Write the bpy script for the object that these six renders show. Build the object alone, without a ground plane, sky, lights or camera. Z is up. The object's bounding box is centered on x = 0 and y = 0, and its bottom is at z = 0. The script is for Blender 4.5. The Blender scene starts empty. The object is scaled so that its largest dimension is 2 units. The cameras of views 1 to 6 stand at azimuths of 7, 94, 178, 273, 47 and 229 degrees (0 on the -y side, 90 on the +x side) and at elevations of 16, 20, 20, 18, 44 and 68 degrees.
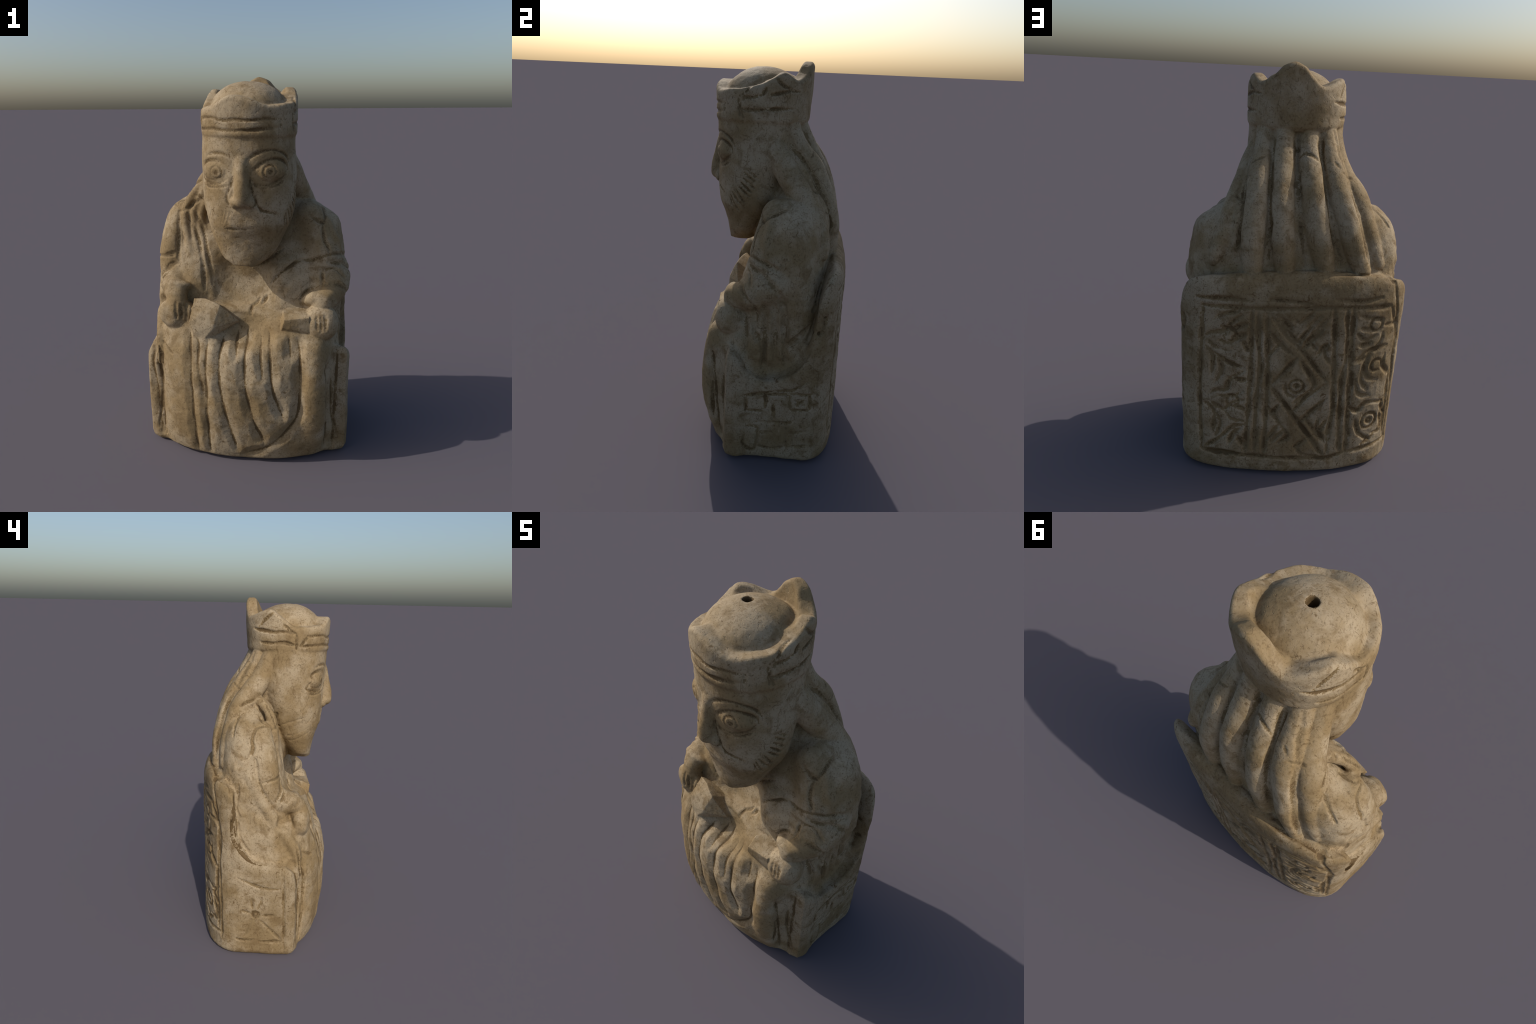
# A seated king carved from one lump of ivory: the figure is described as a
# solid (lofts, tubes, rounded lumps joined and cut), skinned once into a single
# smooth surface, and then separated into its named parts.
import bpy, math
import numpy as np

rng = np.random.default_rng(7)
H = 0.0037                                   # skinning step, metres
LO = np.array([-0.60, -0.44, -0.03])
HI = np.array([0.60, 0.44, 2.05])
NX, NY, NZ = (np.ceil((HI - LO) / H).astype(int) + 1)
XS = (LO[0] + H * np.arange(NX)).astype(np.float32)
YS = (LO[1] + H * np.arange(NY)).astype(np.float32)
ZS = (LO[2] + H * np.arange(NZ)).astype(np.float32)
D = np.full((NX, NY, NZ), 0.2, np.float32)   # distance to the surface, < 0 inside
PART = np.zeros((NX, NY, NZ), np.uint8)      # which part owns this place
STAIN_SHADE = np.zeros((NX, NY, NZ), np.uint8)     # dirt plus painted-in shade: cut lines, cap hole, side slot

PARTS = ["none", "throne", "robe", "mantle", "neck", "head", "nose", "eye", "crown", "cap",
         "hair", "hair_lock", "arm", "hand", "sword_hilt", "sword_blade", "sleeve", "cuff"]
PID = {n: i for i, n in enumerate(PARTS)}
LOCKS = []                                   # one id for each lock of hair


# ------------------------------------------------------------------ small tools
def region(lo, hi):
    a = np.clip(np.floor((np.asarray(lo) - LO) / H).astype(int), 0, [NX, NY, NZ])
    b = np.clip(np.ceil((np.asarray(hi) - LO) / H).astype(int) + 1, 0, [NX, NY, NZ])
    return (slice(a[0], b[0]), slice(a[1], b[1]), slice(a[2], b[2]))


def axes(s):
    return XS[s[0]][:, None, None], YS[s[1]][None, :, None], ZS[s[2]][None, None, :]


def smooth(x, xp, fp, period=None):
    """Monotone cubic through control points."""
    xp, fp = np.asarray(xp, float), np.asarray(fp, float)
    if period:
        xp = np.concatenate([xp - period, xp, xp + period])
        fp = np.concatenate([fp, fp, fp])
    d = np.diff(fp) / np.diff(xp)
    m = np.zeros(len(xp))
    same = d[1:] * d[:-1] > 0
    m[1:-1] = np.where(same, 2 * d[1:] * d[:-1] / np.where(same, d[1:] + d[:-1], 1), 0)
    m[0], m[-1] = d[0], d[-1]
    x = np.clip(x, xp[0], xp[-1])
    i = np.clip(np.searchsorted(xp, x) - 1, 0, len(xp) - 2)
    h = xp[i + 1] - xp[i]
    t = (x - xp[i]) / h
    return ((2 * t**3 - 3 * t**2 + 1) * fp[i] + (t**3 - 2 * t**2 + t) * h * m[i]
            + (-2 * t**3 + 3 * t**2) * fp[i + 1] + (t**3 - t**2) * h * m[i + 1])


def curve(points, step=0.02):
    """Catmull-Rom curve through the rows of points, any number of columns."""
    p = np.asarray(points, float)
    if len(p) < 3:
        n = max(2, int(np.linalg.norm((p[1] - p[0])[:3]) / step) + 1)
        return p[0] + (p[1] - p[0]) * np.linspace(0, 1, n)[:, None]
    q = np.vstack([2 * p[0] - p[1], p, 2 * p[-1] - p[-2]])
    out = []
    for i in range(1, len(q) - 2):
        a, b, c, d = q[i - 1:i + 3]
        n = max(1, int(np.linalg.norm((c - b)[:3]) / step))
        for t in np.arange(n) / n:
            out.append(0.5 * (2 * b + (c - a) * t + (2 * a - 5 * b + 4 * c - d) * t**2 + (3 * b - a - 3 * c + d) * t**3))
    out.append(p[-1])
    return np.array(out)


def join(s, d, part, k=0.0):
    """Add a solid, blended over k metres."""
    a, pid = D[s], PID.get(part, part)
    PART[s][d < a] = pid
    if k > 0:
        h = np.clip(0.5 + 0.5 * (d - a) / k, 0, 1)
        D[s] = d + (a - d) * h - k * h * (1 - h)
    else:
        D[s] = np.minimum(a, d)


def cut(s, d, k=0.0):
    """Take a solid away."""
    a, b = D[s], -d
    if k > 0:
        h = np.clip(0.5 - 0.5 * (b - a) / k, 0, 1)
        D[s] = b + (a - b) * h + k * h * (1 - h)
    else:
        D[s] = np.maximum(a, b)


def loft(rows, pad=0.03):
    """Upright body through level sections: z, left, right, front, waist, back, squareness."""
    r = np.array(rows, float)
    s = region([r[:, 1].min() - pad, r[:, 3].min() - pad, r[0, 0] - pad], [r[:, 2].max() + pad, r[:, 5].max() + pad, r[-1, 0] + pad])
    x, y, z = axes(s)
    zz = z[0, 0]
    xl, xr, yf, yc, yb, n = [smooth(zz, r[:, 0], r[:, i]).astype(np.float32)[None, None, :] for i in range(1, 7)]
    hx, cx = (xr - xl) / 2, (xr + xl) / 2
    hy = np.where(y < yc, yc - yf, yb - yc)
    f = ((np.abs(x - cx) / hx)**n + (np.abs(y - yc) / hy)**n)**(1 / n)
    d = (f - 1) * np.minimum(hx, hy)
    return s, np.maximum(np.maximum(d, z - r[-1, 0]), r[0, 0] - z).astype(np.float32)


def tube(points, pad=0.04, step=0.02, squash=None):
    """Round bar of changing radius along a curve (rows x y z r)."""
    c = curve(points, step)
    rm = c[:, 3].max() + pad
    s = region(c[:, :3].min(0) - rm, c[:, :3].max(0) + rm)
    x, y, z = axes(s)
    d = np.full(D[s].shape, 9, np.float32)
    for p, q in zip(c[:-1], c[1:]):
        t = region(np.minimum(p, q)[:3] - rm, np.maximum(p, q)[:3] + rm)
        u = tuple(slice(max(b.start - a.start, 0), b.stop - a.start) for a, b in zip(s, t))
        x, y, z = axes(t)
        v = q[:3] - p[:3]
        h = np.clip(((x - p[0]) * v[0] + (y - p[1]) * v[1] + (z - p[2]) * v[2]) / max(v @ v, 1e-9), 0, 1)
        e = np.sqrt((x - p[0] - h * v[0])**2 + (y - p[1] - h * v[1])**2 + (z - p[2] - h * v[2])**2) - (p[3] + h * (q[3] - p[3]))
        d[u] = np.minimum(d[u], e)
    return s, d


def lump(centre, radii, turn=(0, 0, 0), power=2.0, pad=0.04):
    """Ellipsoid, or a rounded box where power is high; turn in degrees about x, y, z."""
    c, r = np.array(centre), np.array(radii, float)
    m = r.max() * 1.5 + pad
    s = region(c - m, c + m)
    x, y, z = axes(s)
    a, b, g = np.radians(turn)
    rx = np.array([[1, 0, 0], [0, math.cos(a), -math.sin(a)], [0, math.sin(a), math.cos(a)]])
    ry = np.array([[math.cos(b), 0, math.sin(b)], [0, 1, 0], [-math.sin(b), 0, math.cos(b)]])
    rz = np.array([[math.cos(g), -math.sin(g), 0], [math.sin(g), math.cos(g), 0], [0, 0, 1]])
    w = rz @ ry @ rx
    x, y, z = x - c[0], y - c[1], z - c[2]
    f = 0
    for i in range(3):
        f = f + (np.abs(x * w[0, i] + y * w[1, i] + z * w[2, i]) / r[i])**power
    f = f**(1 / power)
    return s, ((f - 1) * r.min()).astype(np.float32)


def hull(points, round_by=0.012, pad=0.03):
    """Convex faceted chunk round a few corner points."""
    p = np.array(points, float)
    c = p.mean(0)
    p = c + (p - c) * (1 - round_by / np.linalg.norm(p - c, axis=1).mean())
    s = region(p.min(0) - pad - round_by, p.max(0) + pad + round_by)
    x, y, z = axes(s)
    d = np.full(D[s].shape, -9, np.float32)
    n = len(p)
    for i in range(n):
        for j in range(i + 1, n):
            for k in range(j + 1, n):
                v = np.cross(p[j] - p[i], p[k] - p[i])
                if np.linalg.norm(v) < 1e-7:
                    continue
                v /= np.linalg.norm(v)
                side = (p - p[i]) @ v
                if side.max() < 1e-6 or side.min() > -1e-6:
                    v = v if side.max() < 1e-6 else -v
                    d = np.maximum(d, x * v[0] + y * v[1] + z * v[2] - p[i] @ v)
    return s, d - round_by


def polygon2d(pts, u, v):
    """Signed distance in a plane to a closed outline."""
    d, inside = np.full(np.broadcast(u, v).shape, 9.0), np.zeros(np.broadcast(u, v).shape, bool)
    for (ax, ay), (bx, by) in zip(pts, np.roll(pts, -1, 0)):
        ex, ey = bx - ax, by - ay
        h = np.clip(((u - ax) * ex + (v - ay) * ey) / (ex * ex + ey * ey), 0, 1)
        d = np.minimum(d, np.hypot(u - ax - h * ex, v - ay - h * ey))
        inside ^= ((ay > v) != (by > v)) & (u < ex * (v - ay) / (ey if ey else 1e-9) + ax)
    return np.where(inside, -d, d)


def soft_noise(cell, seed):
    """Smooth random field over the whole grid, about -1 to 1."""
    g = np.random.default_rng(seed)
    n = [int(np.ceil(k * H / cell)) + 3 for k in (NX, NY, NZ)]
    f = g.uniform(-1, 1, n).astype(np.float32)
    for ax, k in enumerate((NX, NY, NZ)):
        t = np.arange(k) * H / cell
        i = t.astype(int)
        w = (t - i)
        w = (w * w * (3 - 2 * w)).astype(np.float32)
        shape = [1, 1, 1]
        shape[ax] = k
        w = w.reshape(shape)
        f = np.take(f, i, ax) * (1 - w) + np.take(f, i + 1, ax) * w
    return f


def snap(p):
    """Move points onto the present surface."""
    p = np.array(p, float)
    for _ in range(6):
        q = np.clip(np.round((p - LO) / H).astype(int), 1, np.array([NX, NY, NZ]) - 2)
        i, j, k = q.T
        g = np.stack([D[i + 1, j, k] - D[i - 1, j, k], D[i, j + 1, k] - D[i, j - 1, k], D[i, j, k + 1] - D[i, j, k - 1]], 1)
        n = np.linalg.norm(g, axis=1, keepdims=True)
        p -= g / np.maximum(n, 1e-6) * np.clip(D[i, j, k] + ((p - LO - H * q) * g).sum(1) / (2 * H), -.02, .02)[:, None]
    return p


def carve(points, r=.012, depth=.008, stain_shade=.5, loop=False):
    """Cut a line (or raise a ridge, depth < 0) along a curve that lies on the surface; hand-cut, so it wavers."""
    p = list(points) + [points[0]] if loop else points
    c = curve(p, .01)
    c = c + (rng.normal(0, .0006, c.shape) if len(c) > 4 else 0)
    c = snap(c)
    w = r * (1.0 + .15 * np.sin(np.arange(len(c)) * .35 + rng.uniform(0, 6)))
    if not loop and len(c) > 3:
        q = (np.arange(len(c)) + .3) / max(1, min(4, .2 * len(c)))
        w *= .6 + .4 * np.minimum(np.minimum(q, q[::-1]), 1)
    s, d = tube(np.c_[c, w - r], pad=r * 1.3, step=9)
    t = np.clip(1 - d / r, 0, 1)
    D[s] += depth * t**1.35 * WEAR[s]
    if stain_shade:
        lost = .55 + .5 * WEAR[s]
        STAIN_SHADE[s] = np.maximum(STAIN_SHADE[s], (d < r * stain_shade * 1.15 * lost).astype(np.uint8))
        STAIN_SHADE[s] = np.maximum(STAIN_SHADE[s], 2 * (d < r * stain_shade * .75 * lost * WEAR[s]).astype(np.uint8))


def ring(centre, out, radius, r=.01, depth=.008, stain_shade=.5, flat=1.0):
    """Carved circle on a surface that faces the direction out."""
    o = np.array(out, float) / np.linalg.norm(out)
    u = np.cross([0, 0, 1], o)
    u /= np.linalg.norm(u)
    v = np.cross(o, u)
    a = np.radians(np.arange(0, 360, 45))
    carve([tuple(np.array(centre) + radius * (math.cos(t) * u + flat * math.sin(t) * v)) for t in a], r, depth, stain_shade, loop=True)


WEAR = 1 + .3 * soft_noise(.11, 11) + .12 * soft_noise(.04, 12)      # some cuts are deep, some worn away

# ------------------------------------------------------------------ throne
outline = curve([(-.553, -.172), (-.557, -.05), (-.557, .08), (-.556, .15), (-.53, .22), (-.465, .28), (-.36, .329), (-.2, .366), (0, .380),
                 (.2, .374), (.36, .354), (.47, .322), (.536, .26), (.552, .17), (.547, .05), (.55, -.08), (.562, -.17), (.50, -.225),
                 (.2, -.22), (-.2, -.22), (-.495, -.22), (-.553, -.172)], 0.03)[:-1]
s = region([-.6, -.3, -.03], [.6, .44, 1.2])
x, y, z = axes(s)
foot = polygon2d(outline, x[:, :, 0], y[:, :, 0]).astype(np.float32)[:, :, None]
top_r = smooth(y[0, :, 0], [-.3, -.137, .03, .09, .135, .16, .22, .30, .33, .36, .38], [.56, .566, .59, .644, .74, 1.0, 1.05, 1.065, 1.06, 1.03, .98])
top_l = smooth(y[0, :, 0], [-.3, -.2, -.14, -.09, -.02, .09, .19, .225, .245, .275, .30, .33, .36, .38], [.64, .635, .60, .51, .485, .53, .66, .80, .95, 1.03, 1.045, 1.035, 1.0, .95])
mix = np.clip(.5 + x / .3, 0, 1)
top = (top_r[None, :, None] * (1 - mix) + top_l[None, :, None] * mix).astype(np.float32) + (.045 * (1 - (x / .5)**2) * np.clip((y - .2) / .1, 0, 1))
up = (z - top) * .5
e = .03
d = np.sqrt(np.maximum(foot + e, 0)**2 + np.maximum(up + e, 0)**2) + np.minimum(np.maximum(foot, up) + e, 0) - e
low = .0 - z
d = np.sqrt(np.maximum(d + .045, 0)**2 + np.maximum(low + .045, 0)**2) + np.minimum(np.maximum(d, low) + .045, 0) - .045
join(s, d.astype(np.float32), "throne")

# ------------------------------------------------------------------ mantle, shoulders and chest
join(*loft([(.48, -.49, .48, -.17, .04, .25, 4), (.52, -.505, .49, -.19, .05, .26, 4), (.70, -.505, .502, -.195, .06, .27, 4), (.90, -.505, .518, -.17, .07, .28, 3.2),
            (1.08, -.503, .53, -.12, .08, .28, 2.7), (1.2, -.488, .505, -.09, .09, .28, 2.5), (1.27, -.463, .475, -.065, .09, .275, 2.4),
            (1.33, -.422, .398, -.04, .1, .265, 2.2), (1.38, -.358, .322, -.02, .1, .25, 2), (1.44, -.26, .25, .0, .1, .21, 2)]), "mantle", .02)

cut(*lump((-.04, -.335, .99), (.275, .25, .24), power=2.4), .04)
# ------------------------------------------------------------------ robe over the legs
join(*loft([(.0, -.45, .47, -.318, -.1, .1, 2.3), (.03, -.485, .50, -.35, -.1, .1, 2.3), (.15, -.502, .52, -.375, -.1, .1, 2.3), (.3, -.504, .522, -.388, -.1, .1, 2.2),
            (.45, -.502, .52, -.388, -.1, .1, 2.2), (.58, -.492, .51, -.365, -.1, .1, 2.3), (.7, -.472, .49, -.315, -.1, .1, 2.5),
            (.76, -.47, .47, -.27, -.1, .1, 2.6), (.80, -.44, .44, -.22, -.08, .1, 2.6), (.83, -.40, .40, -.15, -.05, .1, 2.4)]), "robe", .02)

cut(*lump((-.02, -.362, .81), (.25, .172, .168)), .03)
join(*tube([(.37, -.265, .64, .055), (.375, -.29, .5, .06), (.375, -.293, .30, .058), (.37, -.26, .16, .045)]), "robe", .06)
join(*tube([(.325, .005, 1.29, .075), (.35, .0, 1.24, .082), (.385, -.02, 1.14, .09), (.41, -.035, 1.05, .09), (.42, -.05, .96, .088)]), "sleeve", .04)
# hollow under the hem of the cloak on the left side
cut(*tube([(.54, -.075, .56, .036), (.53, 0, .53, .045), (.53, .1, .56, .042), (.535, .17, .63, .03), (.55, .205, .70, .014)]), .015)
# collar bands of the mantle, from the right shoulder down across the chest
for off in (0, .045, .085):
    join(*tube([(-.25 + off * .3, .04, 1.445, .026), (-.295 + off, -.01, 1.40, .027), (-.335 + off, -.045, 1.30, .025), (-.32 + off, -.062, 1.17, .022), (-.295 + off, -.077, 1.03, .022), (-.275 + off, -.105, .90, .022), (-.27 + off, -.13, .80, .022)]), "mantle", .015)
# ------------------------------------------------------------------ neck and head
join(*tube([(.02, -.03, 1.5, .16), (.02, -.03, 1.38, .168), (.02, -.033, 1.2, .128), (.02, .03, 1.05, .12)]), "neck", .04)
join(*loft([(1.082, -.06, .09, -.265, -.2, -.13, 2.2), (1.11, -.10, .125, -.268, -.2, -.13, 2.2), (1.17, -.138, .175, -.278, -.18, -.085, 2.3), (1.24, -.172, .215, -.298, -.15, -.048, 2.3),
            (1.31, -.19, .243, -.323, -.125, -.005, 2.3), (1.40, -.207, .257, -.327, -.11, .025, 2.3), (1.5, -.212, .26, -.330, -.1, .05, 2.3), (1.6, -.213, .257, -.334, -.1, .08, 2.3),
            (1.72, -.207, .252, -.335, -.1, .1, 2.3)]), "head", .02)

# ------------------------------------------------------------------ hair mass and locks
join(*loft([(1.02, -.33, .33, 0, .15, .285, 2.6), (1.28, -.26, .27, 0, .15, .265, 2.4), (1.4, -.23, .27, 0, .12, .24, 2.2), (1.5, -.2, .25, -.05, .08, .195, 2.2),
            (1.6, -.18, .22, -.1, .02, .13, 2.2), (1.72, -.19, .23, -.1, -.05, .085, 2.2)]), "hair", .01)
lock_spines = [
    [(.19, -.062, 1.73, .046), (.19, -.033, 1.62, .054), (.225, .025, 1.52, .058), (.262, .09, 1.425, .058), (.295, .15, 1.35, .054), (.335, .205, 1.24, .048), (.372, .238, 1.15, .036), (.39, .245, 1.11, .02)],
    [(.157, .035, 1.72, .045), (.167, .08, 1.61, .05), (.183, .168, 1.49, .053), (.198, .23, 1.34, .056), (.21, .26, 1.22, .055), (.205, .272, 1.08, .045)],
    [(.08, .06, 1.72, .05), (.082, .14, 1.56, .056), (.083, .214, 1.41, .06), (.072, .253, 1.25, .058), (.055, .272, 1.10, .048)],
    [(-.028, .055, 1.72, .05), (-.036, .118, 1.59, .056), (-.052, .19, 1.47, .06), (-.079, .242, 1.32, .06), (-.105, .26, 1.22, .056), (-.132, .272, 1.10, .045)],
    [(-.105, .03, 1.72, .045), (-.132, .102, 1.59, .052), (-.165, .176, 1.475, .056), (-.212, .222, 1.35, .056), (-.253, .247, 1.23, .054), (-.305, .265, 1.10, .042)],
    [(-.14, -.02, 1.72, .042), (-.158, .03, 1.6, .052), (-.196, .09, 1.5, .056), (-.257, .145, 1.42, .055), (-.297, .18, 1.33, .05), (-.345, .205, 1.22, .042), (-.385, .22, 1.12, .03)],
]
join(*tube([(.165, .0, 1.7, .045), (.18, .03, 1.6, .05), (.205, .095, 1.5, .052), (.235, .155, 1.4, .052), (.262, .205, 1.3, .05), (.275, .235, 1.18, .04)]), "hair", .01)
for spine in lock_spines:
    PID[f"lock{len(LOCKS)}"] = 40 + len(LOCKS)
    LOCKS.append(40 + len(LOCKS))
    full = np.array(spine)
    full[:, 3] += np.where(full[:, 2] > 1.18, .0075, .002)
    full[:, 1] -= .006
    join(*tube(full), LOCKS[-1], .004)

# deep narrow grooves between neighbouring locks
for a, b in zip(lock_spines[:-1], lock_spines[1:]):
    a, b = np.array(a)[::-1], np.array(b)[::-1]
    zz = np.linspace(1.14, 1.69, 12)
    mid = [tuple(.5 * (np.interp(q, a[:, 2], a[:, k]) + np.interp(q, b[:, 2], b[:, k])) + (.04 if k == 1 else 0) for k in (0, 1)) + (q,) for q in zz]
    carve(mid, .02, .016, .4)

# ------------------------------------------------------------------ nose
join(*tube([(.012, -.318, 1.60, .03), (.012, -.328, 1.54, .034), (.013, -.343, 1.47, .036), (.013, -.345, 1.43, .037)]), "nose", .02)
for wx in (-.022, .05):
    join(*lump((wx, -.325, 1.413), (.024, .024, .028)), "nose", .012)

# ------------------------------------------------------------------ eyes
for ex, ey, tz in ((.146, -.318, 0), (-.112, -.305, 0)):
    cut(*lump((ex, ey - .03, 1.555), (.088, .036, .062), turn=(0, 0, 30 if ex > 0 else -30)), .02)
    join(*lump((ex, ey + .038, 1.557), (.078, .04, .056), turn=(0, 0, 28 if ex > 0 else -28)), "eye", .004)

# ------------------------------------------------------------------ crown
CX, CY = .02, -.105
s, d = loft([(1.705, -.195, .25, -.332, CY, .118, 2.25), (1.73, -.209, .26, -.343, CY, .13, 2.3), (1.80, -.213, .262, -.345, CY, .135, 2.3), (1.90, -.206, .262, -.347, CY, .14, 2.3), (2.02, -.203, .264, -.347, CY, .14, 2.3)])
x, y, z = axes(s)
th = np.degrees(np.arctan2(y - CY, x - CX))[:, :, 0] % 360
rim = smooth(th, [0, 14, 28, 45, 60, 71, 82, 93, 103, 118, 138, 152, 172, 193, 230, 255, 275, 300, 330], [1.895, 1.92, 1.947, 1.915, 1.945, 1.985, 2.0, 1.985, 1.945, 1.905, 1.932, 1.942, 1.895, 1.852, 1.862, 1.908, 1.892, 1.86, 1.87], 360).astype(np.float32)[:, :, None]
up = (z - rim) * .75
e = .018
d = np.sqrt(np.maximum(d + e, 0)**2 + np.maximum(up + e, 0)**2) + np.minimum(np.maximum(d, up) + e, 0) - e
join(s, d.astype(np.float32), "crown", .004)
s, d = loft([(1.903, -.12, .175, -.24, CY, .06, 2.2), (1.92, -.155, .205, -.30, CY, .07, 2.2), (2.04, -.18, .225, -.33, CY, .09, 2.2)])
cut(s, d, .015)
join(*lump((.022, -.103, 1.80), (.198, .203, .173), power=2.15), "cap", .008)
hole = tube([(.011, -.113, 2.02, .022), (.011, -.113, 1.93, .019), (.011, -.113, 1.90, .014)])
cut(*hole, .008)
STAIN_SHADE[hole[0]][hole[1] < .003] = 2  # inside of the hole coloured dark, standing in for its shade

# ------------------------------------------------------------------ arms, hands and sword
join(*tube([(-.36, .03, 1.29, .072), (-.395, .012, 1.2, .075), (-.42, -.012, 1.08, .074), (-.42, -.025, .98, .074), (-.40, -.09, .925, .07), (-.375, -.165, .90, .06)]), "arm", .02)
# border of the mantle falling behind the right arm, and the gap under the forearm
join(*tube([(-.465, .10, 1.13, .02), (-.482, .045, 1.02, .022), (-.482, 0, .93, .023), (-.476, -.055, .85, .023), (-.468, -.1, .78, .022), (-.468, -.15, .71, .022), (-.466, -.195, .63, .022), (-.465, -.215, .50, .02)]), "mantle", .022)
cut(*lump((-.487, -.115, .815), (.04, .035, .03), turn=(-25, 0, 0)), .02)
slot = tube([(-.53, .135, 1.03, .012), (-.535, .15, .89, .02), (-.535, .146, .745, .022), (-.537, .10, .65, .018), (-.545, .03, .598, .010), (-.555, -.06, .58, .005)])
cut(*slot, .006)
STAIN_SHADE[slot[0]][slot[1] < .002] = 2  # slot walls tinted dark too, their shade put into the colour
join(*tube([(-.36, -.19, .885, .052), (-.36, -.205, .82, .06), (-.37, -.212, .765, .055)]), "hand", .015)
join(*lump((-.368, -.15, .925), (.085, .055, .032), turn=(-30, 0, 0)), "cuff", .012)
join(*lump((-.358, -.208, .79), (.095, .05, .075), power=2.6), "hand", .01)
join(*hull([(-.26, -.20, .86), (-.19, -.215, .865), (-.12, -.235, .845), (-.27, -.26, .77), (-.20, -.285, .68), (-.25, -.28, .70), (-.15, -.28, .74), (-.03, -.215, .762), (-.24, -.14, .80), (-.1, -.15, .80), (-.1, -.22, .72)], .03), "sword_hilt", .006)
join(*tube([(.49, .02, .98, .06), (.47, -.07, .93, .075), (.43, -.14, .90, .07), (.41, -.18, .875, .06)]), "sleeve", .04)
join(*tube([(.335, -.16, .875, .03), (.37, -.195, .9, .032), (.42, -.2, .897, .032), (.455, -.17, .87, .03)]), "cuff", .01)
cut(*lump((.52, -.155, .72), (.04, .03, .035)), .02)
join(*lump((.405, -.207, .768), (.09, .077, .094), power=2.3), "hand", .006)
join(*hull([(.215, -.275, .80), (.205, -.27, .76), (.22, -.26, .735), (.235, -.2, .82), (.24, -.2, .73), (.345, -.258, .81), (.345, -.255, .735), (.36, -.18, .815), (.36, -.18, .735), (.21, -.24, .815)], .026), "sword_blade", .004)
join(*tube([(-.05, -.18, .765, .022), (.04, -.172, .76, .022), (.12, -.19, .76, .023), (.23, -.235, .768, .026)]), "sword_blade", .015)

# ------------------------------------------------------------------ carved lines
# bands cut round the crown
carve([(-.191, -.216, 1.802), (-.127, -.296, 1.806), (-.081, -.322, 1.792), (-.013, -.337, 1.796), (.046, -.341, 1.792), (.103, -.332, 1.797), (.191, -.279, 1.798)], .012, .011, .5)
carve([(-.201, -.177, 1.75), (-.13, -.291, 1.755), (-.076, -.322, 1.75), (-.002, -.339, 1.747), (.057, -.337, 1.75), (.125, -.323, 1.755), (.192, -.281, 1.759)], .012, .011, .5)
carve([(.193, -.279, 1.798), (.193, -.282, 1.753)], .012, .011, .5)
carve([(-.191, -.216, 1.802), (-.201, -.177, 1.75)], .012, .011, .5)
carve([(.239, -.105, 1.891), (.246, -.207, 1.832), (.243, -.2, 1.78), (.249, -.179, 1.725)], .012, .011, .5)
carve([(-.139, .08, 1.838), (-.171, .034, 1.831), (-.2, -.033, 1.821), (-.206, -.079, 1.825), (-.205, -.146, 1.814)], .013, .013, .5)
carve([(-.171, .04, 1.766), (-.199, -.028, 1.763), (-.205, -.088, 1.768), (-.203, -.148, 1.753)], .013, .013, .5)
carve([(-.206, -.152, 1.811), (-.203, -.152, 1.733)], .013, .013, .5)
carve([(-.164, .052, 1.85), (-.18, .009, 1.896), (-.188, -.024, 1.922)], .013, .013, .5)
carve([(-.205, -.085, 1.86), (-.205, -.119, 1.829), (-.206, -.146, 1.817)], .013, .013, .5)
carve([(.242, -.197, 1.811), (.246, -.181, 1.827), (.254, -.135, 1.832), (.256, -.09, 1.846)], .013, .013, .5)
carve([(.255, -.052, 1.847), (.241, -.005, 1.855), (.227, .03, 1.866), (.196, .077, 1.862)], .013, .013, .5)
carve([(.242, -.196, 1.776), (.254, -.145, 1.774), (.255, -.085, 1.778), (.257, -.064, 1.798)], .013, .013, .5)
carve([(.256, -.07, 1.778), (.249, -.025, 1.782), (.213, .052, 1.785)], .013, .013, .5)
carve([(.242, -.197, 1.811), (.241, -.205, 1.776), (.244, -.198, 1.735)], .013, .013, .5)
carve([(.256, -.093, 1.845), (.257, -.076, 1.875)], .013, .013, .5)
carve([(.249, -.031, 1.916), (.241, -.001, 1.889), (.224, .035, 1.873)], .013, .013, .5)
# brows, eyelids, nose creases and mouth
carve([(.037, -.334, 1.609), (.072, -.326, 1.637), (.113, -.318, 1.654), (.164, -.293, 1.658), (.208, -.248, 1.634), (.229, -.224, 1.596)], .012, .01, .45)
carve([(.057, -.328, 1.546), (.083, -.323, 1.582), (.124, -.311, 1.61), (.175, -.284, 1.617), (.215, -.244, 1.592), (.223, -.232, 1.561)], .012, .01, .45)
carve([(.056, -.326, 1.531), (.082, -.317, 1.5), (.129, -.305, 1.493), (.181, -.28, 1.515), (.22, -.235, 1.561)], .012, .01, .45)
carve([(.059, -.322, 1.516), (.088, -.316, 1.485), (.129, -.306, 1.483), (.181, -.278, 1.496), (.215, -.244, 1.519)], .012, .01, .45)
carve([(-.158, -.262, 1.631), (-.107, -.298, 1.644), (-.061, -.318, 1.636), (-.024, -.328, 1.614), (-.004, -.342, 1.6)], .012, .01, .45)
carve([(-.185, -.251, 1.559), (-.168, -.247, 1.596), (-.123, -.284, 1.611), (-.076, -.307, 1.596), (-.041, -.321, 1.557), (-.025, -.328, 1.534)], .012, .01, .45)
carve([(-.185, -.249, 1.553), (-.183, -.219, 1.512), (-.141, -.27, 1.497), (-.098, -.299, 1.499), (-.058, -.316, 1.523)], .012, .01, .45)
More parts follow.
